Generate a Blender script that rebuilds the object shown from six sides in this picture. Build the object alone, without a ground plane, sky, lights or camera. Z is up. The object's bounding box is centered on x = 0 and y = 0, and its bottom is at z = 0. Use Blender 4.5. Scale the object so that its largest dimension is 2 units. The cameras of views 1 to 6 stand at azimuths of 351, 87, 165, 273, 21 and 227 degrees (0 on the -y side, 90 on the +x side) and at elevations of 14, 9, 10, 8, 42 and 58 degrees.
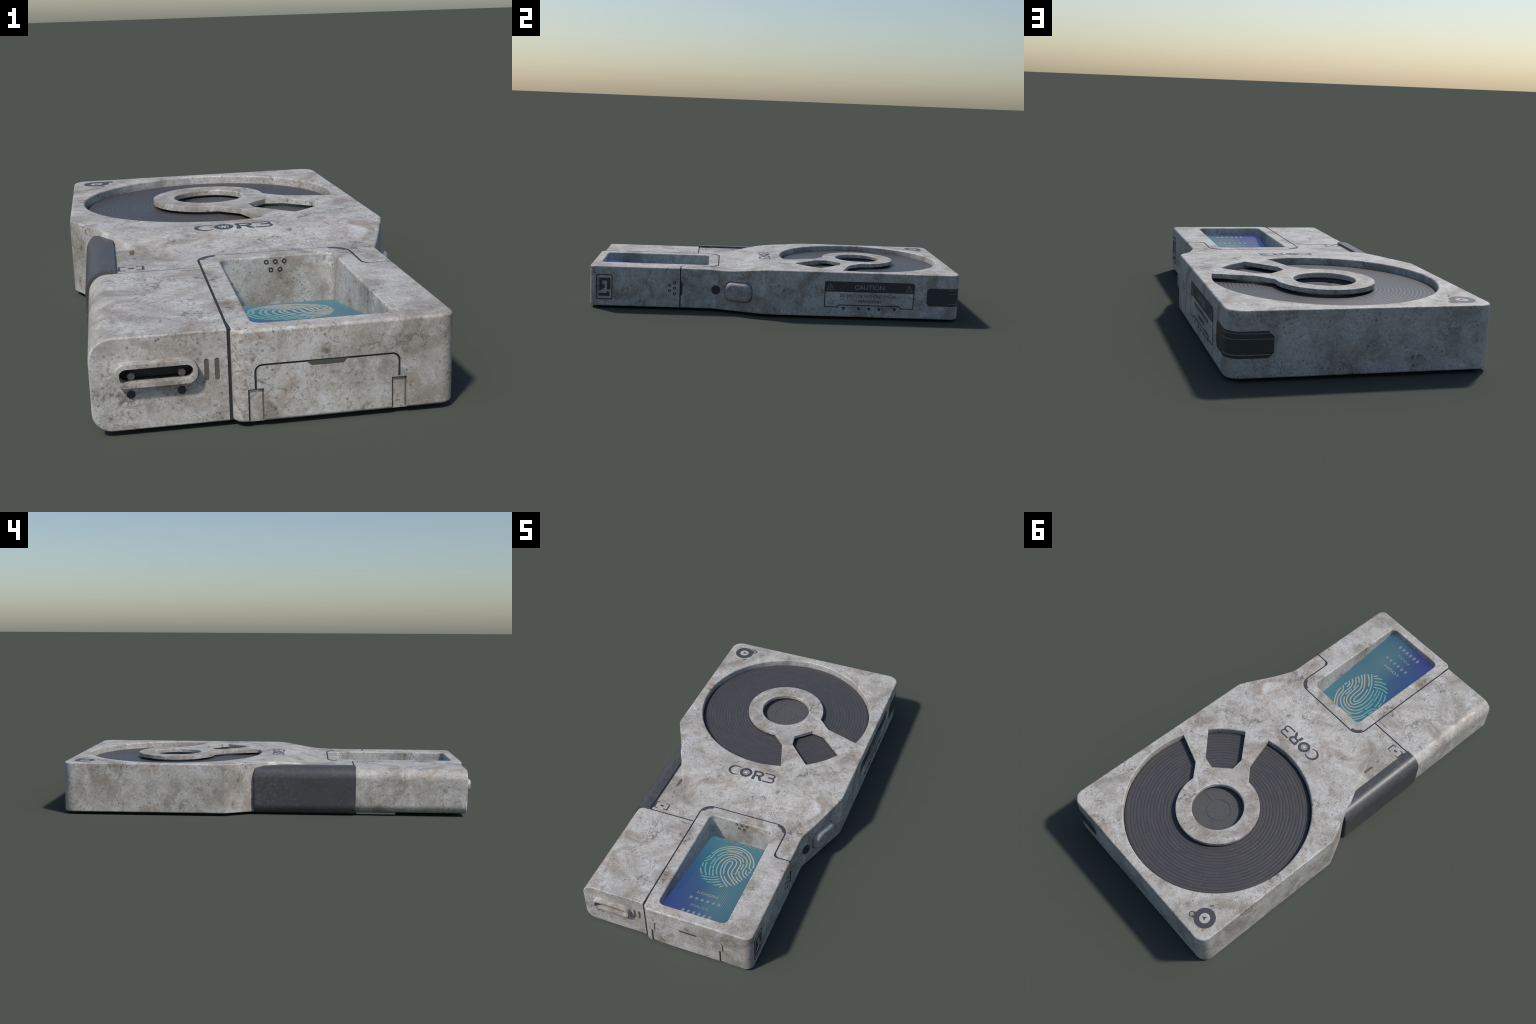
import bpy, bmesh, math
import numpy as np
from mathutils import Vector, Matrix

# ---------------------------------------------------------------- sizes (m)
TOP, LOW = 0.2537, 0.2285            # top of the reel head / of the handle
BASE = 0.010                       # underside of the casing
HUB = (0.0, 0.5)                   # centre of the reel
R_WELL, R_RING, R_HOLE = 0.452, 0.2025, 0.125
DISC_Z = 0.2238
SIDE_R = 0.393                     # right wall of the handle
SIDE_L = -0.4375                    # left wall of the handle
FRONT, FRONT_L = -0.9985, -0.9775    # front of the housing / of the left block
SEAM_X, SEAM_Y = -0.1285, -0.431
GAP = 0.0033                       # half a seam
HX, HY = 0.4987, 0.9987              # half width of the head / its back wall
CH_A, CH_B = Vector((-HX, 0.203)), Vector((-0.408, 0.029))   # left chamfer
BT_A, BT_B = Vector((0.393, -0.340)), Vector((HX, -0.052))   # right chamfer (buttons)

D = bpy.data
for o in list(D.objects):
    D.objects.remove(o)
scene_coll = bpy.context.scene.collection

# ---------------------------------------------------------------- materials
def lin(c):
    return tuple((v / 12.92 if v <= .04045 else ((v + .055) / 1.055) ** 2.4) for v in c)

class N:
    """small node-graph helper"""
    def __init__(s, name):
        s.m = D.materials.new(name); s.m.use_nodes = True
        s.t = s.m.node_tree; s.t.nodes.clear()
        s.out = s.t.nodes.new('ShaderNodeOutputMaterial')
        s.b = s.t.nodes.new('ShaderNodeBsdfPrincipled')
        s.t.links.new(s.b.outputs[0], s.out.inputs[0])
        s.co = s.t.nodes.new('ShaderNodeTexCoord').outputs['Object']
    def link(s, a, b): s.t.links.new(a, b)
    def put(s, sock, v):
        if hasattr(v, 'is_output'): s.link(v, sock)
        elif isinstance(v, (tuple, list)): sock.default_value = (*v, 1)[:4] if len(sock.default_value) == 4 else v
        else: sock.default_value = v
    def mapping(s, scale=(1, 1, 1), rot=(0, 0, 0), loc=(0, 0, 0), src=None):
        n = s.t.nodes.new('ShaderNodeMapping'); s.link(src or s.co, n.inputs[0])
        n.inputs['Scale'].default_value = scale; n.inputs['Rotation'].default_value = rot; n.inputs['Location'].default_value = loc
        return n.outputs[0]
    def noise(s, scale, detail=3, rough=.55, dist=0, src=None):
        n = s.t.nodes.new('ShaderNodeTexNoise'); s.link(src or s.co, n.inputs['Vector'])
        for k, v in (('Scale', scale), ('Detail', detail), ('Roughness', rough), ('Distortion', dist)): n.inputs[k].default_value = v
        return n.outputs['Fac']
    def voronoi(s, scale, feat='F1', src=None, rnd=1.0):
        n = s.t.nodes.new('ShaderNodeTexVoronoi'); n.feature = feat; s.link(src or s.co, n.inputs['Vector'])
        n.inputs['Scale'].default_value = scale; n.inputs['Randomness'].default_value = rnd
        return n.outputs['Distance']
    def ramp(s, f, *stops):
        n = s.t.nodes.new('ShaderNodeValToRGB'); s.link(f, n.inputs[0]); e = n.color_ramp.elements
        while len(e) < len(stops): e.new(.5)
        for el, (p, c) in zip(e, stops):
            el.position = p; el.color = (c, c, c, 1) if isinstance(c, (int, float)) else (*c, 1)
        return n.outputs[0]
    def math(s, op, a, b=0.0, c=0.0, clamp=False):
        n = s.t.nodes.new('ShaderNodeMath'); n.operation = op; n.use_clamp = clamp
        for i, v in enumerate((a, b, c)): s.put(n.inputs[i], v)
        return n.outputs[0]
    def mix(s, f, a, b, mode='MIX'):
        n = s.t.nodes.new('ShaderNodeMix'); n.data_type = 'RGBA'; n.blend_type = mode
        s.put(n.inputs[0], f); s.put(n.inputs[6], a); s.put(n.inputs[7], b)
        return n.outputs[2]
    def sep(s, src=None):
        n = s.t.nodes.new('ShaderNodeSeparateXYZ'); s.link(src or s.co, n.inputs[0]); return n.outputs
    def bump(s, h, strength=.3, dist=.002):
        n = s.t.nodes.new('ShaderNodeBump'); s.link(h, n.inputs['Height'])
        n.inputs['Strength'].default_value = strength; n.inputs['Distance'].default_value = dist
        s.link(n.outputs[0], s.b.inputs['Normal'])
    def done(s, col, rough, spec=.35, **kw):
        s.put(s.b.inputs['Base Color'], col); s.put(s.b.inputs['Roughness'], rough)
        s.b.inputs['Specular IOR Level'].default_value = spec
        for k, v in kw.items(): s.b.inputs[k].default_value = v
        return s.m

def worms(g, scale, width, keep, src=None):
    """short wriggling strokes: thin bands around one level of a distorted noise, broken up by a second noise"""
    a = g.noise(scale, 1.5, .5, 1.2, src)
    band = g.math('ABSOLUTE', g.math('SUBTRACT', a, .5))
    line = g.ramp(band, (0, 1.0), (width, 0.0))
    cut = g.ramp(g.noise(scale * .8, 2, .6, 0, g.mapping(loc=(3, 7, 1), src=src)), (keep, 0.0), (keep + .09, 1.0))
    return g.math('MULTIPLY', line, cut)

def shell_material(name, light=1.0, dirt=1.0):
    g = N(name)
    k = lambda c: tuple(v * light for v in lin(c))
    base, pale, dark, brown, soot = k((.735, .727, .712)), k((.79, .79, .795)), k((.59, .57, .54)), lin((.43, .385, .335)), lin((.31, .285, .255))
    # broad clouds of handling dirt
    cl = g.noise(5.5, 5, .60, .6)
    col = g.mix(g.ramp(cl, (.44, 0.0), (.66, .85 * dirt)), base, dark)
    # bare bluish-white patches
    col = g.mix(g.ramp(g.noise(14, 4, .66, .3, g.mapping(loc=(5, 2, 8))), (.50, 0.0), (.68, .80)), col, pale)
    # smudges: grey-brown, a hand's breadth apart
    sm = g.math('MULTIPLY', g.ramp(g.noise(6.5, 5, .60, .9, g.mapping(loc=(1, 9, 4))), (.49, 0.0), (.63, 1.0)),
                g.ramp(g.noise(34, 4, .65), (.30, .55), (.60, 1.0)))
    col = g.mix(g.math('MULTIPLY', sm, .74 * dirt), col, k((.46, .425, .38)))
    # rusty tints
    ru = g.ramp(g.noise(12, 4, .6, .8, g.mapping(loc=(8, 3, 1))), (.55, 0.0), (.70, .62 * dirt))
    col = g.mix(ru, col, k((.60, .52, .44)))
    # grain
    gr = g.noise(70, 3, .7, .4)
    col = g.mix(g.ramp(gr, (.44, 0.0), (.68, .55)), col, dark)
    # wriggling scuffs: blotted streaks of a strongly distorted noise, dark and pale
    def scuff(scale, lo, hi, off, dist=2.2):
        return g.ramp(g.noise(scale, 1.2, .5, dist, g.mapping(loc=off)), (lo, 0.0), (hi, 1.0))
    w1 = g.math('MULTIPLY', scuff(60, .585, .66, (0, 0, 0)), g.ramp(g.noise(11, 3), (.40, .22), (.60, 1.0)))
    w2 = scuff(84, .58, .66, (2, 3, 5))
    w3 = scuff(66, .62, .68, (7, 5, 2))
    col = g.mix(g.math('MULTIPLY', w3, .32), col, k((.80, .80, .79)))
    col = g.mix(g.math('MULTIPLY', w2, .42), col, k((.50, .47, .44)))
    col = g.mix(g.math('MULTIPLY', w1, .62), col, brown)
    # pits and clotted dirt
    sp = g.math('MULTIPLY', g.ramp(g.voronoi(60, src=g.mapping(loc=(4, 4, 4))), (.12, 1.0), (.27, 0.0)),
                g.ramp(g.noise(20, 3, .6, 0, g.mapping(loc=(9, 1, 2))), (.48, 0.0), (.60, 1.0)))
    col = g.mix(g.math('MULTIPLY', sp, .66), col, soot)
    cd = g.math('MULTIPLY', g.ramp(g.noise(55, 4, .7, .8), (.48, 0.0), (.60, 1.0)), g.ramp(g.noise(8, 3, .6, .6, g.mapping(loc=(6, 6, 3))), (.54, 0.0), (.66, 1.0)))
    col = g.mix(g.math('MULTIPLY', cd, .72 * dirt), col, soot)
    # a few long scratches
    sc = g.math('MULTIPLY', g.ramp(g.voronoi(4, 'DISTANCE_TO_EDGE', g.mapping(rot=(0, 0, .5), loc=(1.3, .4, 0))), (0.0, 1.0), (.006, 0.0)),
                g.ramp(g.noise(7, 2, .5, 0, g.mapping(loc=(2, 8, 8))), (.58, 0.0), (.62, 1.0)))
    col = g.mix(g.math('MULTIPLY', sc, .5), col, soot)
    g.bump(g.math('ADD', g.math('MULTIPLY', gr, .6), g.math('SUBTRACT', 0, g.math('MULTIPLY', w1, .5))), .25, .0015)
    return g.done(col, g.ramp(g.noise(30, 3), (.3, .46), (.7, .62)), .5)

def flat_material(name, c, rough=.6, grain=.12, spec=.3):
    g = N(name); n = g.noise(120, 3, .6)
    c = lin(c)
    return g.done(g.mix(g.ramp(n, (.35, 0.0), (.7, 1.0)), tuple(v * (1 - grain) for v in c), tuple(v * (1 + grain) for v in c)), rough, spec)

def worn_ink(name, c):
    g = N(name); c = lin(c)
    col = g.mix(g.ramp(g.noise(45, 4, .7, .4), (.60, 0.0), (.72, .45)), c, lin((.45, .43, .41)))
    return g.done(col, .50, .5)

def rubber_material():
    g = N('grip_rubber')
    c = lin((.262, .265, .28))
    sc = worms(g, 34, .02, .48, g.mapping(scale=(1, .55, 1.4), rot=(.5, .3, 0)))
    dust = g.math('MULTIPLY', g.ramp(g.noise(60, 5, .75, .5), (.48, 0.0), (.74, 1.0)), g.ramp(g.noise(6, 3, .6), (.45, .08), (.68, 1.0)))
    col = g.mix(g.math('MULTIPLY', dust, .5), c, lin((.50, .47, .43)))
    col = g.mix(g.math('MULTIPLY', sc, .28), col, lin((.55, .52, .47)))
    sp = g.ramp(g.voronoi(60), (.06, .5), (.13, 0.0))
    col = g.mix(sp, col, lin((.56, .52, .46)))
    g.bump(g.noise(140, 2), .12, .001)
    return g.done(col, g.ramp(dust, (0, .40), (1, .62)), .5)

def disc_material():
    g = N('reel_tape')
    c = lin((.272, .268, .280)); b = lin((.325, .298, .288)); d = lin((.195, .205, .230))
    # circumferential streaks: noise on (radius, angle)
    x, y, z = g.sep(g.mapping(loc=(-HUB[0], -HUB[1], 0)))
    r = g.math('SQRT', g.math('ADD', g.math('MULTIPLY', x, x), g.math('MULTIPLY', y, y)))
    a = g.math('ARCTAN2', y, x)
    cmb = g.t.nodes.new('ShaderNodeCombineXYZ'); g.link(g.math('MULTIPLY', r, 62.5), cmb.inputs[0]); g.link(g.math('MULTIPLY', a, 4.0), cmb.inputs[1])
    s1 = g.noise(1.0, 4, .65, 0, cmb.outputs[0])
    col = g.mix(g.ramp(s1, (.45, 0.0), (.66, .8)), c, b)
    # darker line in the grooves between the turns
    ph = g.math('FRACT', g.math('MULTIPLY', g.math('SUBTRACT', r, .200), 62.5))
    gro = g.math('ABSOLUTE', g.math('SUBTRACT', ph, .5))
    col = g.mix(g.ramp(gro, (.30, 0.0), (.46, .75)), col, d)
    sp = g.math('MULTIPLY', g.ramp(g.voronoi(55), (.06, 1.0), (.14, 0.0)), g.ramp(g.noise(14, 2), (.45, .15), (.6, .75)))
    col = g.mix(sp, col, lin((.56, .50, .45)))
    return g.done(col, .43, .5)

def lit(g, col, strength=.9):
    """a glowing display: dark glass with the picture given off as light"""
    g.put(g.b.inputs['Emission Color'], col); g.b.inputs['Emission Strength'].default_value = strength
    return g.done((.006, .008, .010), .45, .25)

def screen_material():
    """teal at the back running to indigo at the front left, with fine lengthwise stripes"""
    g = N('screen_display')
    x, y, z = g.sep()
    teal, sea, blue, indigo = [lin(c) for c in ((.30, .475, .53), (.25, .43, .51), (.22, .345, .50), (.245, .235, .53))]
    wob = g.math('MULTIPLY', g.math('SUBTRACT', g.noise(5, 2, .5), .5), .22)
    t = g.math('MULTIPLY_ADD', y, -1.72, -.63)                                     # 0 at the back, 1 at the front
    s = g.math('MULTIPLY_ADD', x, 3.06, .214, clamp=True)                          # 0 at the left, 1 at the right
    f = g.math('ADD', g.math('MULTIPLY', t, g.math('MULTIPLY_ADD', s, -.50, 1.0)), g.math('MULTIPLY_ADD', s, -.14, .12))
    col = g.ramp(g.math('ADD', f, wob, clamp=True), (.05, teal), (.36, sea), (.66, blue), (.98, indigo))
    # pale green glow right of the words, deeper blue along the left rim
    gx = g.math('SUBTRACT', x, .16); gy = g.math('MULTIPLY', g.math('ADD', y, .78), .50)
    glow = g.ramp(g.math('SQRT', g.math('ADD', g.math('MULTIPLY', gx, gx), g.math('MULTIPLY', gy, gy))), (0.0, .70), (.12, 0.0))
    col = g.mix(glow, col, lin((.40, .545, .55)))
    rim = g.math('MULTIPLY', g.ramp(s, (.02, .55), (.30, 0.0)), g.ramp(t, (.1, .2), (.4, 1.0)))
    col = g.mix(rim, col, lin((.18, .30, .48)))
    # fine stripes, stronger to the front right
    st = g.math('MULTIPLY_ADD', g.math('SINE', g.math('MULTIPLY', x, 2 * math.pi / .0085)), .5, .5)
    amt = g.math('MULTIPLY', g.ramp(t, (.28, .25), (.60, 1.0)), g.ramp(s, (.10, .15), (.40, 1.0)))
    col = g.mix(g.math('MULTIPLY', g.math('MULTIPLY', st, amt), .62), col, lin((.20, .30, .40)))
    return lit(g, col)

def ink_tinted():
    """pale print, turning sea-green toward the left of the screen"""
    g = N('screen_print'); x, y, z = g.sep()
    f = g.math('ADD', g.math('MULTIPLY_ADD', y, .35, .18), g.math('ADD', x, g.math('MULTIPLY', g.math('SUBTRACT', g.noise(70, 3), .5), .10)))
    col = g.mix(g.ramp(g.math('MULTIPLY_ADD', f, 3.0, .30), (.30, 1.0), (.62, 0.0)), lin((.64, .63, .60)), lin((.385, .62, .60)))
    return lit(g, col)

def caption_material(name, c):
    g = N(name)
    return lit(g, g.mix(g.ramp(g.noise(120, 3), (.4, 0.0), (.65, 1.0)), lin(tuple(v * .86 for v in c)), lin(c)))

def button_material():
    g = N('button_metal')
    col = g.mix(g.ramp(g.noise(80, 4, .7), (.38, 0.0), (.68, 1.0)), lin((.56, .55, .555)), lin((.70, .69, .685)))
    col = g.mix(g.ramp(g.noise(14, 3), (.5, 0.0), (.7, .5)), col, lin((.43, .41, .38)))
    g.bump(g.noise(180, 2), .2, .001)
    return g.done(col, .6, .4)

M_SHELL = shell_material('weathered_shell')
M_LABEL = shell_material('label_backing', 1.06, .7)
M_INK = worn_ink('dark_ink', (.262, .265, .285))
M_INK2 = worn_ink('black_ink', (.205, .21, .215))
M_BROWN = flat_material('brown_mark', (.38, .36, .335), .65, .15)
M_GREY = flat_material('grey_mark', (.52, .51, .49), .65, .12)
M_SEAM = flat_material('seam_dark', (.20, .205, .215), .7, .1, .2)
M_OLIVE = flat_material('latch_dark', (.30, .31, .275), .65, .12)
M_RUBBER = rubber_material()
M_DISC = disc_material()
M_HUB = flat_material('hub_floor', (.33, .33, .335), .6, .16)
M_SCREEN = screen_material()
M_PRINT = ink_tinted()
M_PRINT2 = caption_material('screen_caption', (.60, .62, .63))
M_PRINT3 = caption_material('screen_faint_caption', (.48, .55, .57))
M_BUTTON = button_material()
M_BLACK = flat_material('button_black', (.20, .205, .225), .42, .08, .5)
M_CAV = flat_material('port_inside', (.21, .21, .215), .6, .15)
M_BOLT = flat_material('bolt_steel', (.48, .475, .47), .5, .15, .5)
M_PALE = flat_material('pale_print', (.53, .545, .57), .6, .1)
M_LINE = flat_material('strap_line', (.47, .48, .49), .6, .1)
M_RAIL = flat_material('rail_metal', (.60, .60, .59), .5, .1)

# ---------------------------------------------------------------- objects
root = D.objects.new('handheld_reel_device', None); scene_coll.objects.link(root)
root['label'] = 'weathered grey handheld tape reel device with fingerprint screen'
root['category'] = 'electronic device'
root.empty_display_size = .2

def add(name, me, mat=None, parent=None):
    o = D.objects.new(name, me); scene_coll.objects.link(o)
    if mat: me.materials.clear(); me.materials.append(mat)
    o.parent = parent or root
    return o

def bake(o):
    """apply all modifiers"""
    dg = bpy.context.evaluated_depsgraph_get(); dg.update()
    me = D.meshes.new_from_object(o.evaluated_get(dg))
    old = o.data; o.modifiers.clear(); o.data = me
    if old.users == 0: D.meshes.remove(old)
    return o

def finish_normals(o, angle=38):
    me = o.data
    me.shade_smooth()
    bm = bmesh.new(); bm.from_mesh(me)
    for e in bm.edges:
        e.smooth = not (len(e.link_faces) == 2 and e.calc_face_angle(0) > math.radians(angle))
    bm.to_mesh(me); bm.free()
    m = o.modifiers.new('wn', 'WEIGHTED_NORMAL'); m.keep_sharp = True; m.weight = 100
    return bake(o)

# ---- 2D shapes
def rounded(pts, seg=8):
    """polygon with (x, y, radius) corners"""
    out = []; n = len(pts)
    for i, p in enumerate(pts):
        x, y, r = (*p, 0)[:3]
        P = Vector((x, y))
        if r <= 0: out.append((x, y)); continue
        a = (Vector(pts[i - 1][:2]) - P).normalized(); b = (Vector(pts[(i + 1) % n][:2]) - P).normalized()
        half = a.angle(b) / 2; d = r / math.tan(half)
        c = P + (a + b).normalized() * (r / math.sin(half))
        s, e = P + a * d - c, P + b * d - c
        a0 = math.atan2(s.y, s.x); da = (math.atan2(e.y, e.x) - a0 + math.pi) % (2 * math.pi) - math.pi
        out += [(c.x + r * math.cos(a0 + da * k / seg), c.y + r * math.sin(a0 + da * k / seg)) for k in range(seg + 1)]
    return out

def rect(x0, y0, x1, y1, r=0, seg=6):
    return rounded([(x0, y0, r), (x1, y0, r), (x1, y1, r), (x0, y1, r)], seg)

def circle(cx, cy, r, n=40, a0=0.0):
    return [(cx + r * math.cos(a0 + 2 * math.pi * k / n), cy + r * math.sin(a0 + 2 * math.pi * k / n)) for k in range(n)]

def arc(cx, cy, r, a0, a1, n=16):
    return [(cx + r * math.cos(math.radians(a0 + (a1 - a0) * k / n)), cy + r * math.sin(math.radians(a0 + (a1 - a0) * k / n))) for k in range(n + 1)]

def band(path, w0, w1=None, caps=False, seg=5):
    """outline of a stroke along an open path; width may change; optional round ends"""
    w1 = w0 if w1 is None else w1
    P = [Vector(p) for p in path]; n = len(P); L = []; R = []
    for i, p in enumerate(P):
        t = (P[min(i + 1, n - 1)] - P[max(i - 1, 0)]).normalized(); nn = Vector((-t.y, t.x))
        k = 1.0
        if 0 < i < n - 1:
            t1 = (p - P[i - 1]).normalized(); k = 1 / max(.5, t1.dot(t))
        h = (w0 + (w1 - w0) * i / max(1, n - 1)) / 2
        L.append(tuple(p + nn * h * k)); R.append(tuple(p - nn * h * k))
    if not caps: return L + R[::-1]
    def cap(c, frm):
        v = Vector(frm) - c
        return [tuple(c + Matrix.Rotation(-math.pi * k / seg, 2) @ v) for k in range(1, seg)]
    return L + cap(P[-1], L[-1]) + R[::-1] + cap(P[0], R[0])

def smooth_path(pts, sub=5):
    """Catmull-Rom curve through control points"""
    P = [Vector(p) for p in pts]; P = [P[0] * 2 - P[1]] + P + [P[-1] * 2 - P[-2]]; out = []
    for i in range(1, len(P) - 2):
        for k in range(sub):
            t = k / sub; a, b, c, d = P[i - 1:i + 3]
            out.append(tuple(.5 * ((2 * b) + (c - a) * t + (2 * a - 5 * b + 4 * c - d) * t * t + (3 * b - a - 3 * c + d) * t ** 3)))
    return out + [tuple(P[-2])]

# ---- solids
def prism(poly, z0, z1, axis='z', bevel=0, seg=3, keep=None, both=True):
    """extrude a polygon; round the rim edges for which keep(midpoint) is true"""
    conv = {'z': lambda a, b, h: (a, b, h), 'y': lambda a, b, h: (a, h, b), 'x': lambda a, b, h: (h, a, b)}[axis]
    bm = bmesh.new()
    lo = [bm.verts.new(conv(a, b, z0)) for a, b in poly]; hi = [bm.verts.new(conv(a, b, z1)) for a, b in poly]
    n = len(poly)
    bm.faces.new(hi); bm.faces.new(lo[::-1])
    for i in range(n):
        j = (i + 1) % n; bm.faces.new((lo[i], lo[j], hi[j], hi[i]))
    bmesh.ops.recalc_face_normals(bm, faces=bm.faces)
    if bevel:
        his, los = set(hi), set(lo)
        es = [e for e in bm.edges if (set(e.verts) <= his or (both and set(e.verts) <= los)) and (keep is None or keep((e.verts[0].co + e.verts[1].co) / 2))]
        bmesh.ops.bevel(bm, geom=es, offset=bevel, segments=seg, profile=.5, affect='EDGES', clamp_overlap=False)
    me = D.meshes.new('solid'); bm.to_mesh(me); bm.free()
    return me

def lathe(profile, c, n=96):
    """closed (r, z) profile turned about a vertical axis"""
    bm = bmesh.new(); rows = []
    for r, z in profile:
        rows.append([bm.verts.new((c[0] + r * math.cos(2 * math.pi * k / n), c[1] + r * math.sin(2 * math.pi * k / n), z)) for k in range(n)] if r > 1e-6 else [bm.verts.new((c[0], c[1], z))] * n)
    m = len(rows)
    for i in range(m):
        A, B = rows[i], rows[(i + 1) % m]
        for k in range(n):
            vs = []
            for v in (A[k], A[(k + 1) % n], B[(k + 1) % n], B[k]):
                if v not in vs: vs.append(v)
            if len(vs) > 2: bm.faces.new(vs)
    bmesh.ops.recalc_face_normals(bm, faces=bm.faces)
    me = D.meshes.new('turned'); bm.to_mesh(me); bm.free()
    return me

def cut(o, *meshes):
    """boolean difference"""
    for me in meshes:
        c = D.objects.new('cutter', me); scene_coll.objects.link(c)
        m = o.modifiers.new('b', 'BOOLEAN'); m.operation = 'DIFFERENCE'; m.solver = 'EXACT'; m.object = c
        bake(o)
        D.objects.remove(c); D.meshes.remove(me)
    return o

# ---- print and inlays: planar outlines with a little thickness, laid on a wall
TOPF = lambda z: (lambda a, b, h: (a, b, z + h))
FRONTF = lambda y: (lambda a, b, h: (a, y - h, b))
RIGHTF = lambda x: (lambda a, b, h: (x + h, a, b))
K_TILT = (.190 - .086) / (.945 - .365)
SCR = lambda a, b, h: (a, b, .086 + (-.365 - b) * K_TILT + h)

def plane_mesh(curve_data, place, warp=False):
    o = D.objects.new('t', curve_data); scene_coll.objects.link(o)
    dg = bpy.context.evaluated_depsgraph_get(); dg.update()
    me = D.meshes.new_from_object(o.evaluated_get(dg)); D.objects.remove(o)
    for v in me.vertices:
        p = place(*v.co)
        v.co = (p[0], p[1], p[2] - drop(p[0], p[1])) if warp else p
    bm = bmesh.new(); bm.from_mesh(me); bmesh.ops.recalc_face_normals(bm, faces=bm.faces); bm.to_mesh(me); bm.free()
    return me

def mark(name, outlines, place, mat, h=.0007, warp=False, parent=None):
    cu = D.curves.new(name, 'CURVE'); cu.dimensions = '2D'; cu.fill_mode = 'BOTH'; cu.extrude = h
    for pts in outlines:
        sp = cu.splines.new('POLY'); sp.points.add(len(pts) - 1); sp.use_cyclic_u = True
        for q, (a, b) in zip(sp.points, pts): q.co = (a, b, 0, 1)
    me = plane_mesh(cu, place, warp); D.curves.remove(cu)
    return add(name, me, mat, parent)

def words(name, text, cx, cy, width, height, place, mat, h=.0006, parent=None, bold=0.0):
    cu = D.curves.new(name, 'FONT'); cu.body = text; cu.align_x = 'CENTER'; cu.align_y = 'CENTER'; cu.extrude = h; cu.offset = bold
    cu.fill_mode = 'BOTH'; cu.resolution_u = 4
    box = {}
    def fit(a, b, c): return (a, b, c)
    o = D.objects.new('t', cu); scene_coll.objects.link(o)
    dg = bpy.context.evaluated_depsgraph_get(); dg.update()
    me = D.meshes.new_from_object(o.evaluated_get(dg)); D.objects.remove(o); D.curves.remove(cu)
    co = np.array([v.co for v in me.vertices]); lo, hi = co.min(0), co.max(0)
    for v in me.vertices:
        a = cx + (v.co.x - (lo[0] + hi[0]) / 2) / (hi[0] - lo[0]) * width
        b = cy + (v.co.y - (lo[1] + hi[1]) / 2) / (hi[1] - lo[1]) * height
        v.co = place(a, b, v.co.z)
    bm = bmesh.new(); bm.from_mesh(me); bmesh.ops.recalc_face_normals(bm, faces=bm.faces); bm.to_mesh(me); bm.free()
    return add(name, me, mat, parent)

# ---------------------------------------------------------------- top surface: the head slopes down to the handle
CH_D = (CH_B - CH_A).normalized(); CH_N = Vector((-CH_D.y, CH_D.x))
if CH_N.x < 0: CH_N = -CH_N
def smooth(t):
    t = min(1, max(0, t)); return t * t * (3 - 2 * t)
def drop(x, y):
    s = smooth((y + .285) / .265)                                  # S-shaped ramp
    d = (Vector((x, y)) - CH_A).dot(CH_N)                          # the left chamfer runs on as a fading step
    s *= smooth((d + .011) / .012)
    return (TOP - LOW) * (1 - s)

# ================================================================ casing (head and neck)
seam_corner_r = .055
body_outline = rounded([
    (SIDE_R, -.509 + GAP), (BT_A.x, BT_A.y, .10), (BT_B.x, BT_B.y, .02),
    (HX, HY, .055), (-HX, HY, .055), (CH_A.x, CH_A.y, .03), (-.40, .0137),
    (-.40, SEAM_Y + GAP), (SEAM_X - GAP, SEAM_Y + GAP),
    (SEAM_X - GAP, -.306 + GAP, seam_corner_r + GAP), (.310 + GAP, -.306 + GAP, seam_corner_r + GAP),
    (.310 + GAP, -.509 + GAP, .026)], 10)
def outer_wall(m):
    return not (m.y < SEAM_Y + .02 and m.x < .30) and not (m.x > -.2 and m.x < .38 and m.y < -.25) and not (m.x < -.39 and m.y < .0135)
casing = add('casing', prism(body_outline, BASE, TOP, 'z', .0075, 3, outer_wall), M_SHELL)
# reel well with a rounded lip
well = [(0, DISC_Z - .022), (R_WELL, DISC_Z - .022), (R_WELL, TOP - .007)] + \
       [(R_WELL + .007 * (1 - math.cos(math.radians(a))), TOP - .007 + .007 * math.sin(math.radians(a))) for a in (30, 60, 90)] + \
       [(R_WELL + .007, TOP + .02), (0, TOP + .02)]
cut(casing, lathe(well, HUB, 128))
# sockets behind the two buttons
U = Vector((BT_B.x - BT_A.x, BT_B.y - BT_A.y, 0)).normalized(); W_ = Vector((U.y, -U.x, 0))
def CHAMF(a, b, h): return tuple(Vector((BT_A.x, BT_A.y, 0)) + U * a + Vector((0, 0, b)) + W_ * h)
def onto_chamfer(me):
    for v in me.vertices: v.co = CHAMF(*v.co)
    bm = bmesh.new(); bm.from_mesh(me); bmesh.ops.recalc_face_normals(bm, faces=bm.faces); bm.to_mesh(me); bm.free()
    return me
BTN = (.157, .1185, .149, .104)
cut(casing, onto_chamfer(prism(rect(BTN[0] - BTN[2] / 2 - .003, BTN[1] - BTN[3] / 2 - .003, BTN[0] + BTN[2] / 2 + .003, BTN[1] + BTN[3] / 2 + .003, .037), -.012, .03)))
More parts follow.
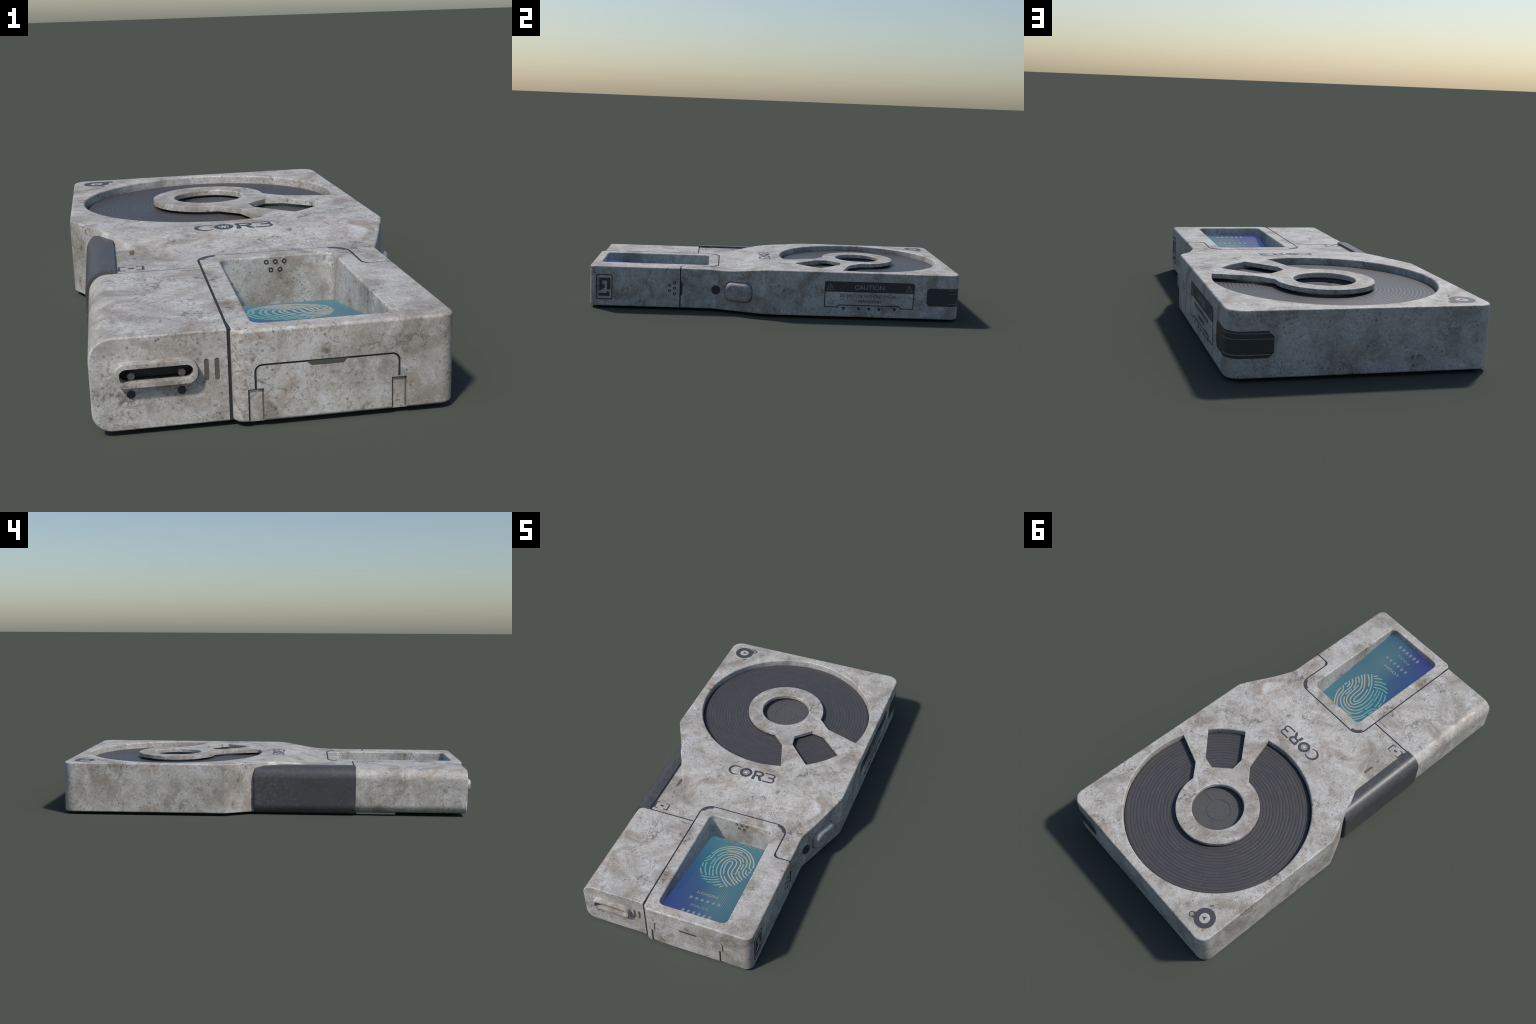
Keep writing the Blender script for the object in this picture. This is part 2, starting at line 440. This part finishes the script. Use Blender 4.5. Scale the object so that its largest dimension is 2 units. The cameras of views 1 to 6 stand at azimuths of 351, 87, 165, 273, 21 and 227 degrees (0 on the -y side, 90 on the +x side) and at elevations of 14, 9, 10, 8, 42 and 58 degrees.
# cut the top into strips so that it can follow the slope
bm = bmesh.new(); bm.from_mesh(casing.data)
def slice_at(co, no):
    bmesh.ops.bisect_plane(bm, geom=bm.verts[:] + bm.edges[:] + bm.faces[:], plane_co=co, plane_no=no, dist=1e-6)
for k in range(25): slice_at((0, -.290 + k * .0115, 0), (0, 1, 0))
for k in range(6): slice_at(tuple(CH_A - CH_N * (.0112 - k * .0025)) + (0,), tuple(CH_N) + (0,))
for v in bm.verts:
    if v.co.z > .2295: v.co.z -= drop(v.co.x, v.co.y)
bmesh.ops.recalc_face_normals(bm, faces=bm.faces)
bm.to_mesh(casing.data); bm.free()
finish_normals(casing)

# ================================================================ reel
pitch = .016
prof = [(.05, DISC_Z - .020), (.130, DISC_Z - .020), (.130, DISC_Z - .004)]
r = .152
while r < .440:
    prof += [(r + pitch * f, DISC_Z + z) for f, z in ((0, -.0009), (.12, -.0005), (.24, -.0001), (.5, 0), (.76, -.0001), (.88, -.0005))]
    r += pitch
prof += [(.4405, DISC_Z - .001), (.4455, DISC_Z - .0012), (.4475, DISC_Z - .004), (.4475, DISC_Z - .020)]
reel = add('tape_reel', lathe(prof, HUB, 160), M_DISC)
finish_normals(reel, 60)

# ring with two spokes, symmetric about the line to the front right
def st(s, t): return (HUB[0] + (s + t) * math.sqrt(.5), HUB[1] + (-s + t) * math.sqrt(.5))
half = [(.404, .2165), (.244, .135), (.150, .1363)]
a0 = math.degrees(math.atan2(.1363, .150))
ring = [st(.2025 * math.cos(math.radians(a)), .2025 * math.sin(math.radians(a))) for a in np.linspace(a0, 360 - a0, 72)]
arm_out = math.degrees(math.atan2(.2165, .404)); arm_in = math.degrees(math.atan2(.0945, .449))
RE = R_WELL + .0075
endarc = lambda a, b: [st(RE * math.cos(math.radians(v)), RE * math.sin(math.radians(v))) for v in np.linspace(a, b, 8)]
window = [(.273, .0895), (.220, .051), (.220, -.051), (.273, -.0895)]
bracket_outline = ring + [st(.244, -.135)] + endarc(-arm_out, -arm_in) + [st(*q) for q in window[::-1]] + endarc(arm_in, arm_out) + [st(.244, .135)]
bracket = add('reel_bracket', prism(bracket_outline, TOP - .0205, TOP - .0006, 'z', .0022, 2,
              lambda m: (m.xy - Vector(HUB)).length < R_WELL - .004), M_SHELL)
lip = [(0, .2), (R_HOLE, .2), (R_HOLE, TOP - .0066)] + [(R_HOLE + .006 * (1 - math.cos(math.radians(a))), TOP - .0066 + .006 * math.sin(math.radians(a))) for a in (30, 60, 90)] + [(R_HOLE + .006, .28), (0, .28)]
cut(bracket, lathe(lip, HUB, 96))
finish_normals(bracket)

# sunken hub under the ring: sleeve, floor, a groove and three radial flutes
hub = add('hub', lathe([(0, .196), (.150, .196), (.150, .2225), (.1285, .2225), (.1275, .2210), (.1275, .2168), (.061, .2168), (.0595, .2148), (.056, .2148), (.0545, .2168), (0, .2168)], HUB, 96), M_HUB)
flutes = []
for a in (118, -2, 238):
    c, s = math.cos(math.radians(a)), math.sin(math.radians(a))
    me = prism(rect(.070, -.009, .118, .009, .004), .2143, .236)
    for v in me.vertices: v.co = (HUB[0] + v.co.x * c - v.co.y * s, HUB[1] + v.co.x * s + v.co.y * c, v.co.z + .0010)
    flutes.append(me)
cut(hub, *flutes)
finish_normals(hub)

# ================================================================ screen housing (front right)
hous = rounded([(SEAM_X + GAP, FRONT, .030), (SIDE_R, FRONT, .036), (SIDE_R, -.509 - GAP), (.310 - GAP, -.509 - GAP, .020),
                (.310 - GAP, -.306 - GAP, seam_corner_r), (SEAM_X + GAP, -.306 - GAP, seam_corner_r)], 10)
housing = add('screen_housing', prism(hous, BASE, LOW, 'z', .008, 3,
              lambda m: m.y < FRONT + .04 or m.x > SIDE_R - .001), M_SHELL)
rx0, ry0, rx1, ry1 = -.070, -.949, .257, -.362
def loft_cut(levels):
    """stack of outlines (same vertex count) -> closed solid"""
    bm = bmesh.new(); rows = [[bm.verts.new((x, y, z)) for x, y in poly] for poly, z in levels]; n = len(rows[0])
    for A, B in zip(rows, rows[1:]):
        for k in range(n): bm.faces.new((A[k], A[(k + 1) % n], B[(k + 1) % n], B[k]))
    bm.faces.new(rows[0][::-1]); bm.faces.new(rows[-1])
    bmesh.ops.recalc_face_normals(bm, faces=bm.faces)
    me = D.meshes.new('c'); bm.to_mesh(me); bm.free(); return me
lv = [(rect(rx0, ry0, rx1, ry1, .026), .05), (rect(rx0, ry0, rx1, ry1, .026), LOW - .006)]
for a in (30, 60, 90):
    d = .006 * (1 - math.cos(math.radians(a)))
    lv.append((rect(rx0 - d, ry0 - d, rx1 + d, ry1 + d, .026 + d), LOW - .006 + .006 * math.sin(math.radians(a))))
d = .006
lv.append((rect(rx0 - d, ry0 - d, rx1 + d, ry1 + d, .026 + d), LOW + .02))
cut(housing, loft_cut(lv))
# fold-down panel on the front: a hairline groove, a finger notch, two hinge slots
line = rounded([(-.0735, .090), (-.0735, .145, .016), (.258, .145, .016), (.258, .090)], 6)
# (rounded() treats the list as closed; the end points have no radius so the path stays open)
cut(housing, prism(band(line, .0052), FRONT - .02, FRONT + .0035, 'y'))
cut(housing, prism(rect(-.0915, -.02, -.0555, .0900, .001), FRONT - .02, FRONT + .006, 'y'))
cut(housing, prism(rect(.240, -.02, .2755, .0885, .001), FRONT - .02, FRONT + .006, 'y'))
notch_poly = [(.041, .1455), (.055, .1335), (.129, .1335), (.139, .1455)]
cut(housing, prism(notch_poly, FRONT - .02, FRONT + .003, 'y'))
finish_normals(housing)
mark('panel_groove', [band(line, .0046)], FRONTF(FRONT + .0028), M_SEAM, .0006, parent=housing)
for x0, x1, zt in ((-.0915, -.0555, .0900), (.240, .2755, .0885)):
    w = .0036
    mark('hinge_slot_drawn_shade', [[(x0, BASE + .004), (x0, zt), (x1, zt), (x1, BASE + .004), (x1 - w, BASE + .004), (x1 - w, zt - w), (x0 + w, zt - w), (x0 + w, BASE + .004)]], FRONTF(FRONT + .006), M_BROWN, .0007, parent=housing)  # occlusion along the slot's inner edges, modelled as thin brown strips
mark('finger_notch', [[(.042, .145), (.056, .1342), (.128, .1342), (.138, .145)]], FRONTF(FRONT + .0022), M_OLIVE, .0006, parent=housing)

# tilted display at the bottom of the recess
scr = rect(rx0 + .0015, ry0 + .0015, rx1 - .0015, ry1 - .0015, .025)
me = prism(scr, -.008, 0)
for v in me.vertices: v.co = SCR(*v.co)
screen = add('screen', me, M_SCREEN)

strokes_right = [
    [(-12, -493), (9, -443), (49, -409), (98, -398), (148, -416), (184, -455), (204, -494), (206, -514)],
    [(-22, -560), (-8, -545), (-1, -516), (3, -483), (25, -445), (61, -419), (105, -414), (141, -429), (172, -461), (183, -486), (189, -516), (207, -534)],
    [(47, -441), (81, -432), (118, -431)],
    [(21, -499), (37, -464), (74, -444), (120, -446), (152, -464), (169, -492), (174, -526)],
    [(35, -591), (29, -551), (33, -516), (45, -483), (75, -462), (108, -461), (136, -473), (151, -492)]]
loops = [
    [(70, -628), (55, -593), (49, -554), (53, -519), (67, -488), (91, -475), (120, -480), (138, -497), (145, -518), (146, -546), (150, -591)],
    [(97, -610), (87, -578), (82, -535), (88, -514), (99, -511), (107, -527), (107, -557), (110, -586), (123, -610), (149, -637), (175, -660)],
    [(148, -687), (112, -654), (84, -615), (71, -574), (69, -530), (82, -498), (102, -491), (121, -507), (127, -533), (127, -572), (133, -597), (155, -624), (184, -646)]]
dashes = [
    [(-19, -536), (-13, -511)], [(15, -569), (15, -538), (18, -518)], [(107, -625), (129, -652), (162, -673)], [(160, -548), (158, -509)],
    [(160, -606), (176, -622), (191, -628)], [(158, -565), (167, -589), (194, -615)], [(173, -535), (174, -562), (187, -585), (203, -596)],
    [(188, -546), (191, -566), (205, -575)], [(204, -559), (208, -546)], [(-17, -600), (-22, -576)], [(-17, -617), (-5, -639), (4, -650)],
    [(-8, -567), (0, -601), (13, -630), (27, -651)], [(19, -582), (29, -617), (42, -647)], [(40, -601), (47, -620), (57, -643)]]
sweeps = [
    [(8, -665), (34, -664), (60, -655), (83, -641)], [(25, -682), (51, -678), (76, -668), (93, -655)],
    [(52, -696), (78, -687), (103, -670)], [(88, -703), (104, -695), (117, -683)], [(119, -705), (129, -690)]]
for s in strokes_right + loops + dashes + sweeps:
    path = smooth_path([(a / 1000, b / 1000) for a, b in s], 6)
    mark('fingerprint_ridge', [band(path, .0068, caps=True)], SCR, M_PRINT, .0006, parent=screen)

words('caption', 'LOGIN', .092, -.777, .100, .016, SCR, M_PRINT2, parent=screen)
words('caption', 'PASS', .092, -.868, .086, .015, SCR, M_PRINT3, parent=screen)
words('caption', 'CORE TECH', .088, -.374, .262, .014, SCR, M_PRINT3, parent=screen)
for k in range(6):
    x = .0285 + k * .0275
    star = [band([(x - .008 * math.cos(a), -.8205 - .0105 * math.sin(a)), (x + .008 * math.cos(a), -.8205 + .0105 * math.sin(a))], .0024) for a in (math.pi / 2, math.pi / 6, -math.pi / 6)]
    for q in star: mark('asterisk_stroke', [q], SCR, M_PRINT2, .0004 + .0001 * star.index(q), parent=screen)
    x = .031 + k * .0258
    for i, q in enumerate((((-.007, .003), (.007, .003)), ((-.007, -.004), (.007, -.004)), ((-.003, -.010), (-.001, .010)), ((.002, -.010), (.004, .010)))):
        mark('hash_stroke', [band([(x + a, -.912 + b) for a, b in q], .0023)], SCR, M_PRINT2, .0004 + .0001 * i, parent=screen)

# small sound holes in the back wall of the recess
def hole_ring(cx, cy, place, r=.0082, ri=.0042, parent=None, mat=M_SEAM):
    mark('sound_hole', [circle(cx, cy, r, 24), circle(cx, cy, ri, 18)[::-1]], place, mat, .0006, parent=parent)
for cx, cz in ((.065, .2115), (.091, .2115), (.117, .2115), (.078, .1875), (.104, .1875)):
    hole_ring(cx, cz, FRONTF(ry1), .0072, .0034, housing)

# ================================================================ left block (front left)
prof_l = rounded([(SIDE_L, BASE, .046), (SEAM_X - GAP, BASE), (SEAM_X - GAP, LOW), (SIDE_L, LOW, .052)], 10)
block = add('battery_block', prism(prof_l, FRONT_L, SEAM_Y - GAP, 'y', .005, 3,
            lambda m: m.y < FRONT_L + .001 and m.x < SEAM_X - .02), M_SHELL)
# connector opening
px0, px1, pz0, pz1 = -.382, -.201, .1175, .1725
cut(block, prism(rect(px0 + .008, pz0 + .009, px1 - .008, pz1 - .009, .014), FRONT_L - .02, FRONT_L + .030, 'y'))
cut(block, prism(rect(-.1845, .1115, -.1740, .1635, .005), FRONT_L - .02, FRONT_L + .0025, 'y'))
cut(block, prism(rect(-.1610, .1115, -.1505, .1635, .005), FRONT_L - .02, FRONT_L + .0025, 'y'))
finish_normals(block)
mark('vent_slot', [rect(-.184, .112, -.1745, .163, .0045)], FRONTF(FRONT_L + .002), M_BROWN, .0006, parent=block)
mark('vent_slot', [rect(-.1605, .112, -.151, .163, .0045)], FRONTF(FRONT_L + .002), M_BROWN, .0006, parent=block)
port = add('connector_collar', prism(rect(px0, pz0, px1, pz1, .0235, 8), -1.0, FRONT_L + .012, 'y', .0012, 2, lambda m: m.y < -.99), M_SHELL)
cut(port, prism(rect(px0 + .0095, pz0 + .0105, px1 - .0095, pz1 - .0105, .0150, 8), -1.1, 0, 'y'))
finish_normals(port)
inside = add('connector_floor', prism(rect(px0 + .006, pz0 + .007, px1 - .006, pz1 - .007, .014), FRONT_L + .016, FRONT_L + .026, 'y'), M_CAV, port)
liner = add('connector_liner', prism(rect(px0 + .0094, pz0 + .0104, px1 - .0094, pz1 - .0104, .0151, 8), FRONT_L + .003, FRONT_L + .020, 'y'), M_CAV, port)
cut(liner, prism(rect(px0 + .0105, pz0 + .0115, px1 - .0105, pz1 - .0115, .0140, 8), -1.1, 0, 'y'))
bolt_me = None
for bx in (-.3465, -.2345):
    if bolt_me is None:
        bolt_me = prism(circle(0, 0, .0086, 28), FRONT_L + .001, FRONT_L + .020, 'y', .0012, 2)
    o = add('connector_bolt', bolt_me, M_BOLT, port); o.location = (bx, 0, .1365)
    mark('contact_dot', [circle(bx - .002, .0957, .0098, 28)], FRONTF(FRONT_L), M_INK2, .0006, parent=block)
# rail under the block
add('rail', prism(rect(-.412, -.632, -.30, -.440), 0.003, BASE + .002, 'z'), M_RAIL)

# ================================================================ dark fill behind the seams
seam_path = [(SEAM_X, FRONT_L + .0015)] + rounded([(SEAM_X, -.6), (SEAM_X, -.306, seam_corner_r), (.310, -.306, seam_corner_r), (.310, -.509, .023), (SIDE_R - .0015, -.509)], 8)[1:]
add('seam_fill', prism(band(seam_path, .012), BASE + .002, LOW - .0012), M_SEAM)
add('seam_fill', prism(band([(-.366, SEAM_Y), (SEAM_X - .004, SEAM_Y)], .012), BASE + .003, LOW - .0014), M_SEAM)

# ================================================================ rubber grip
gp = rounded([(-.3615, .0), (-.3615, LOW + .0105), (-.4470, LOW + .0100, .060), (-.4470, 0.0, .052)], 12)
grip = add('grip', prism(gp, SEAM_Y - .0045, .062, 'y', .0025, 2), M_RUBBER)
finish_normals(grip)

# ================================================================ buttons
bm_me = prism(rect(BTN[0] - BTN[2] / 2, BTN[1] - BTN[3] / 2, BTN[0] + BTN[2] / 2, BTN[1] + BTN[3] / 2, .036, 10), -.010, .028, 'z', .025, 8, both=False)
button = add('push_button', onto_chamfer(bm_me), M_BUTTON)
finish_normals(button, 60)
small = add('indicator_button', onto_chamfer(prism(circle(.026, .1195, .0235, 40), -.012, .010, 'z', .003, 3, both=False)), M_BLACK)
finish_normals(small, 50)

# ================================================================ print on the top
T = TOPF(TOP)
L = TOPF(LOW)
def letters():
    # C: crescent, thick on the left
    cx, cy = -.0715, -.0455
    out = [(cx + .0365 * math.cos(math.radians(a)), cy + .0325 * math.sin(math.radians(a))) for a in np.linspace(48, 312, 30)]
    inn = [(cx + .0055 + .0300 * math.cos(math.radians(a)), cy + .0262 * math.sin(math.radians(a))) for a in np.linspace(305, 55, 28)]
    mark('letter', [out + inn], T, M_INK, warp=True, parent=casing)
    # O: bearing
    ox, oy = -.0145, -.0440
    mark('letter', [circle(ox, oy, .0312, 40), circle(ox, oy, .0172, 32)[::-1]], T, M_INK, warp=True, parent=casing)
    for k in range(6):
        mark('bearing_ball', [circle(ox + .0112 * math.cos(k * math.pi / 3 + .3), oy + .0112 * math.sin(k * math.pi / 3 + .3), .0031, 12)], T, M_INK, warp=True, parent=casing)
    # R
    mark('letter', [[(.0235, -.014)] + arc(.060, -.032, .018, 90, -75, 12) + [(.0650, -.0512), (.0810, -.0765), (.0655, -.0765), (.0500, -.0505), (.0385, -.0505), (.0385, -.0765), (.0235, -.0765)],
                    [(.0375, -.0235), (.0375, -.0415)] + arc(.0580, -.0325, .009, -90, 90, 8)], T, M_INK, warp=True, parent=casing)
    # 3
    up = [(.0805, -.0170)] + [(x, y) for x, y in arc(.1215, -.0300, .0130, 90, -90, 10)] + [(.1040, -.0430)]
    dn = [(.1130, -.0430)] + [(x, y) for x, y in arc(.1225, -.0575, .0145, 90, -90, 10)] + [(.0835, -.0720)]
    mark('letter', [band(up, .0078, .0078)], T, M_INK, warp=True, parent=casing)
    mark('letter', [band(dn, .0085, .0078)], T, M_INK, .0008, warp=True, parent=casing)
letters()
# round emblem with an eyelet
ex, ey = -.409, .9065
ear = (-.3555, .9375)
mark('emblem_ring', [circle(ex, ey, .0500, 56), circle(ex, ey, .0250, 40)[::-1]], T, M_INK, parent=casing)
dirv = Vector((ear[0] - ex, ear[1] - ey)).normalized(); pv = Vector((-dirv.y, dirv.x)); c = Vector((ex, ey))
mark('emblem_eyelet', [circle(*ear, .0140, 32), circle(*ear, .0092, 28)[::-1]], T, M_INK, .0009, parent=casing)
for sgn in (1, -1):
    mark('emblem_eyelet', [[tuple(c + dirv * .049 + pv * sgn * .0165), tuple(c + dirv * .058 + pv * sgn * .0125), tuple(c + dirv * .055 + pv * sgn * .006), tuple(c + dirv * .048)]], T, M_INK, .0008, parent=casing)
mark('emblem_dot', [circle(*ear, .0035, 16)], T, M_GREY, parent=casing)
mark('emblem_arrow', [[(-.395, .9095), (-.4175, .8945), (-.4105, .9055), (-.4175, .9175)]], T, M_INK, parent=casing)
mark('wear_mark', [band([(-.379, .851), (-.389, .838)], .008)], T, M_BROWN, parent=casing)
# alignment ticks beside the spokes
mark('tick', [band([(.417, .251), (.4625, .2305)], .0042)], T, M_GREY, parent=casing)
mark('tick', [band([(.2625, .0885), (.284, .0445)], .0042)], T, M_GREY, parent=casing)
# bracket symbol by the grip
for sx, x in ((1, -.3525), (-1, -.2860)):
    mark('bracket_symbol', [band([(x + sx * .018, -.4105), (x, -.4105), (x, -.3705), (x + sx * .018, -.3705)], .0046)], L, M_INK, parent=casing)
mark('bracket_symbol', [rect(-.3265, -.3955, -.3115, -.3855)], L, M_INK, parent=casing)
mark('wear_mark', [rect(-.3165, -.236, -.3045, -.184)], T, M_BROWN, warp=True, parent=casing)
mark('wear_mark', [band([(-.188, -.456), (-.160, -.4565)], .0085)], L, M_GREY, parent=block)
mark('wear_mark', [band([(-.159, -.4565), (-.134, -.457)], .0045)], L, M_GREY, parent=block)
# heavy corners of the housing seam
def crescent(cx, cy, a0, a1):
    return arc(cx, cy,   .0560, a0, a1, 14) + arc(cx, cy, .0400, a1 - 4, a0 + 4, 14)
mark('seam_corner', [crescent(SEAM_X + seam_corner_r, -.306 - seam_corner_r, 92, 168)], L, M_INK, parent=housing)
mark('seam_corner', [crescent(.310 - seam_corner_r, -.306 - seam_corner_r, 12, 88)], L, M_INK, parent=housing)

# ================================================================ right wall of the handle: plaque, holes, seam tab
H = RIGHTF(SIDE_R)
plaque = mark('plaque', [rect(-.961, .0475, -.876, .1825, .009)], H, M_LABEL, .0006, parent=housing)
mark('plaque_frame', [rect(-.962, .0465, -.875, .1835, .010), rect(-.957, .0515, -.880, .1785, .0075)[::-1]], H, M_INK2, .0012, parent=plaque)
mark('plaque_glyph', [[(-.946, .164), (-.889, .165), (-.886, .160), (-.886, .100), (-.904, .101), (-.904, .150), (-.929, .149), (-.929, .127), (-.917, .131), (-.917, .109), (-.9455, .091)]], H, M_INK2, .0012, parent=plaque)
mark('plaque_glyph', [[(-.906, .094), (-.890, .085), (-.890, .065), (-.948, .065), (-.948, .081), (-.906, .081)]], H, M_INK2, .0012, parent=plaque)
for k in range(12):
    if k == 7: continue
    mark('plaque_tick', [rect(-.9545, .068 + k * .0088, -.9495, .0725 + k * .0088)], H, M_INK2, .0011, parent=plaque)
for cy, cz in ((-.540, .148), (-.567, .1333), (-.540, .1183), (-.567, .1033), (-.540, .0883)):
    hole_ring(cy, cz, H, .0088, .0042, housing, M_INK2)
mark('seam_tab', [[(-.5062, .156), (-.5030, .156), (-.4965, .147), (-.4965, .0895), (-.5030, .079), (-.5062, .079)]], H, M_INK2, .0008, parent=casing)

# ================================================================ caution label on the right wall of the head
Rr = RIGHTF(HX)
lab = [(.266, .2045), (.742, .2045), (.751, .1955), (.749, .0620), (.678, .0620), (.668, .0740), (.347, .0740), (.339, .0620), (.266, .0620)]
label = mark('caution_label', [lab], Rr, M_LABEL, .0005, parent=casing)
fr_in = [(.271, .148), (.745, .148), (.744, .0670), (.681, .0670), (.671, .0790), (.344, .0790), (.336, .0670), (.271, .0670)]
mark('label_frame', [rounded([(a, b, .006 if i in (0, 8) else .002) for i, (a, b) in enumerate(lab)], 3), fr_in[::-1]], Rr, M_INK2, .0010, parent=label)
words('caution_text', 'CAUTION', .507, .1752, .160, .026, Rr, M_PALE, .0016, parent=label, bold=.012)
words('caution_text', 'DO NOT USE WITHOUT SPECIAL', .504, .1280, .308, .0160, Rr, M_INK2, .0011, parent=label)
words('caution_text', 'PERMISSION', .512, .0980, .122, .0145, Rr, M_INK2, .0011, parent=label)
for c0 in (.2965, .721):
    mark('warning_triangle', [[(c0 - .0205, .1575), (c0 + .0205, .1575), (c0, .1935)], [(c0 - .0160, .1600), (c0, .1880), (c0 + .0160, .1600)]], Rr, M_PALE, .0015, parent=label)
    mark('warning_bang', [[(c0 - .0022, .178), (c0 + .0022, .178), (c0 + .0012, .1665), (c0 - .0012, .1665)]], Rr, M_PALE, .0015, parent=label)
    mark('warning_bang', [rect(c0 - .0016, .1617, c0 + .0016, .1648)], Rr, M_PALE, .0015, parent=label)
for c0 in (.371, .647):
    mark('label_pointer', [[(c0 - .0115, .0665), (c0 + .0115, .0665), (c0, .0455)]], Rr, M_INK2, parent=casing)
for c0 in (.4535, .5085, .564):
    mark('label_dot', [circle(c0, .0585, .0080, 24)], Rr, M_INK2, parent=casing)

# ================================================================ dark strap round the back right corner
def wrap_path(s):
    """arc length along wall: s=0 at the start of the corner on the right wall, negative forward, positive onto the back"""
    rad = .055; q = rad * math.pi / 2
    if s < 0: return (HX, HY - rad + s), (1, 0)
    if s < q:
        a = s / rad; return (HX - rad + rad * math.cos(a), HY - rad + rad * math.sin(a)), (math.cos(a), math.sin(a))
    return (HX - rad - (s - q), HY), (0, 1)
def WRAP(a, b, h):
    (x, y), (nx, ny) = wrap_path(a); return (x + nx * h, y + ny * h, b)
def wrap_band(name, outline_at, s0, s1, mat, h, parent, n=44, extra=()):
    """sheet bent round the corner: outline_at(s) gives its lower and upper edge"""
    ss = sorted(set(np.linspace(s0, s1, n)) | set(extra)); bm = bmesh.new(); rows = []
    for s in ss:
        lo, hi = outline_at(s)
        rows.append([bm.verts.new(WRAP(s, z, k)) for z, k in ((lo, -.001), (lo, h), (hi, h), (hi, -.001))])
    for A, B in zip(rows, rows[1:]):
        for k in range(4): bm.faces.new((A[k], B[k], B[(k + 1) % 4], A[(k + 1) % 4]))
    bm.faces.new(rows[0]); bm.faces.new(rows[-1][::-1])
    bmesh.ops.recalc_face_normals(bm, faces=bm.faces)
    me = D.meshes.new(name); bm.to_mesh(me); bm.free()
    return finish_normals(add(name, me, mat, parent), 40)
S0, S1 = -.125, .055 * math.pi / 2 + .112
def strap_edge(s):
    r = .020; lo, hi = .0835, .1805
    if s < S0 + r: d = r - math.sqrt(max(0, r * r - (S0 + r - s) ** 2)); return lo + d, hi - d
    if s > S1 - r: d = (s - S1 + r) * .95; return lo + d, hi - d
    return lo, hi
strap = wrap_band('corner_strap', strap_edge, S0, S1, M_INK2, .0010, casing, 60, [S0 + .002, S0 + .005, S0 + .01, S1 - .02])
for zc, w in ((.1725, .0026), (.1525, .0028), (.0965, .0034)):
    s_end = S1 - (.012 if .16 < zc or zc < .1 else .001)
    wrap_band('strap_line', lambda s: (zc - w / 2, zc + w / 2), -.006, s_end, M_LINE, .0018, strap, 36)
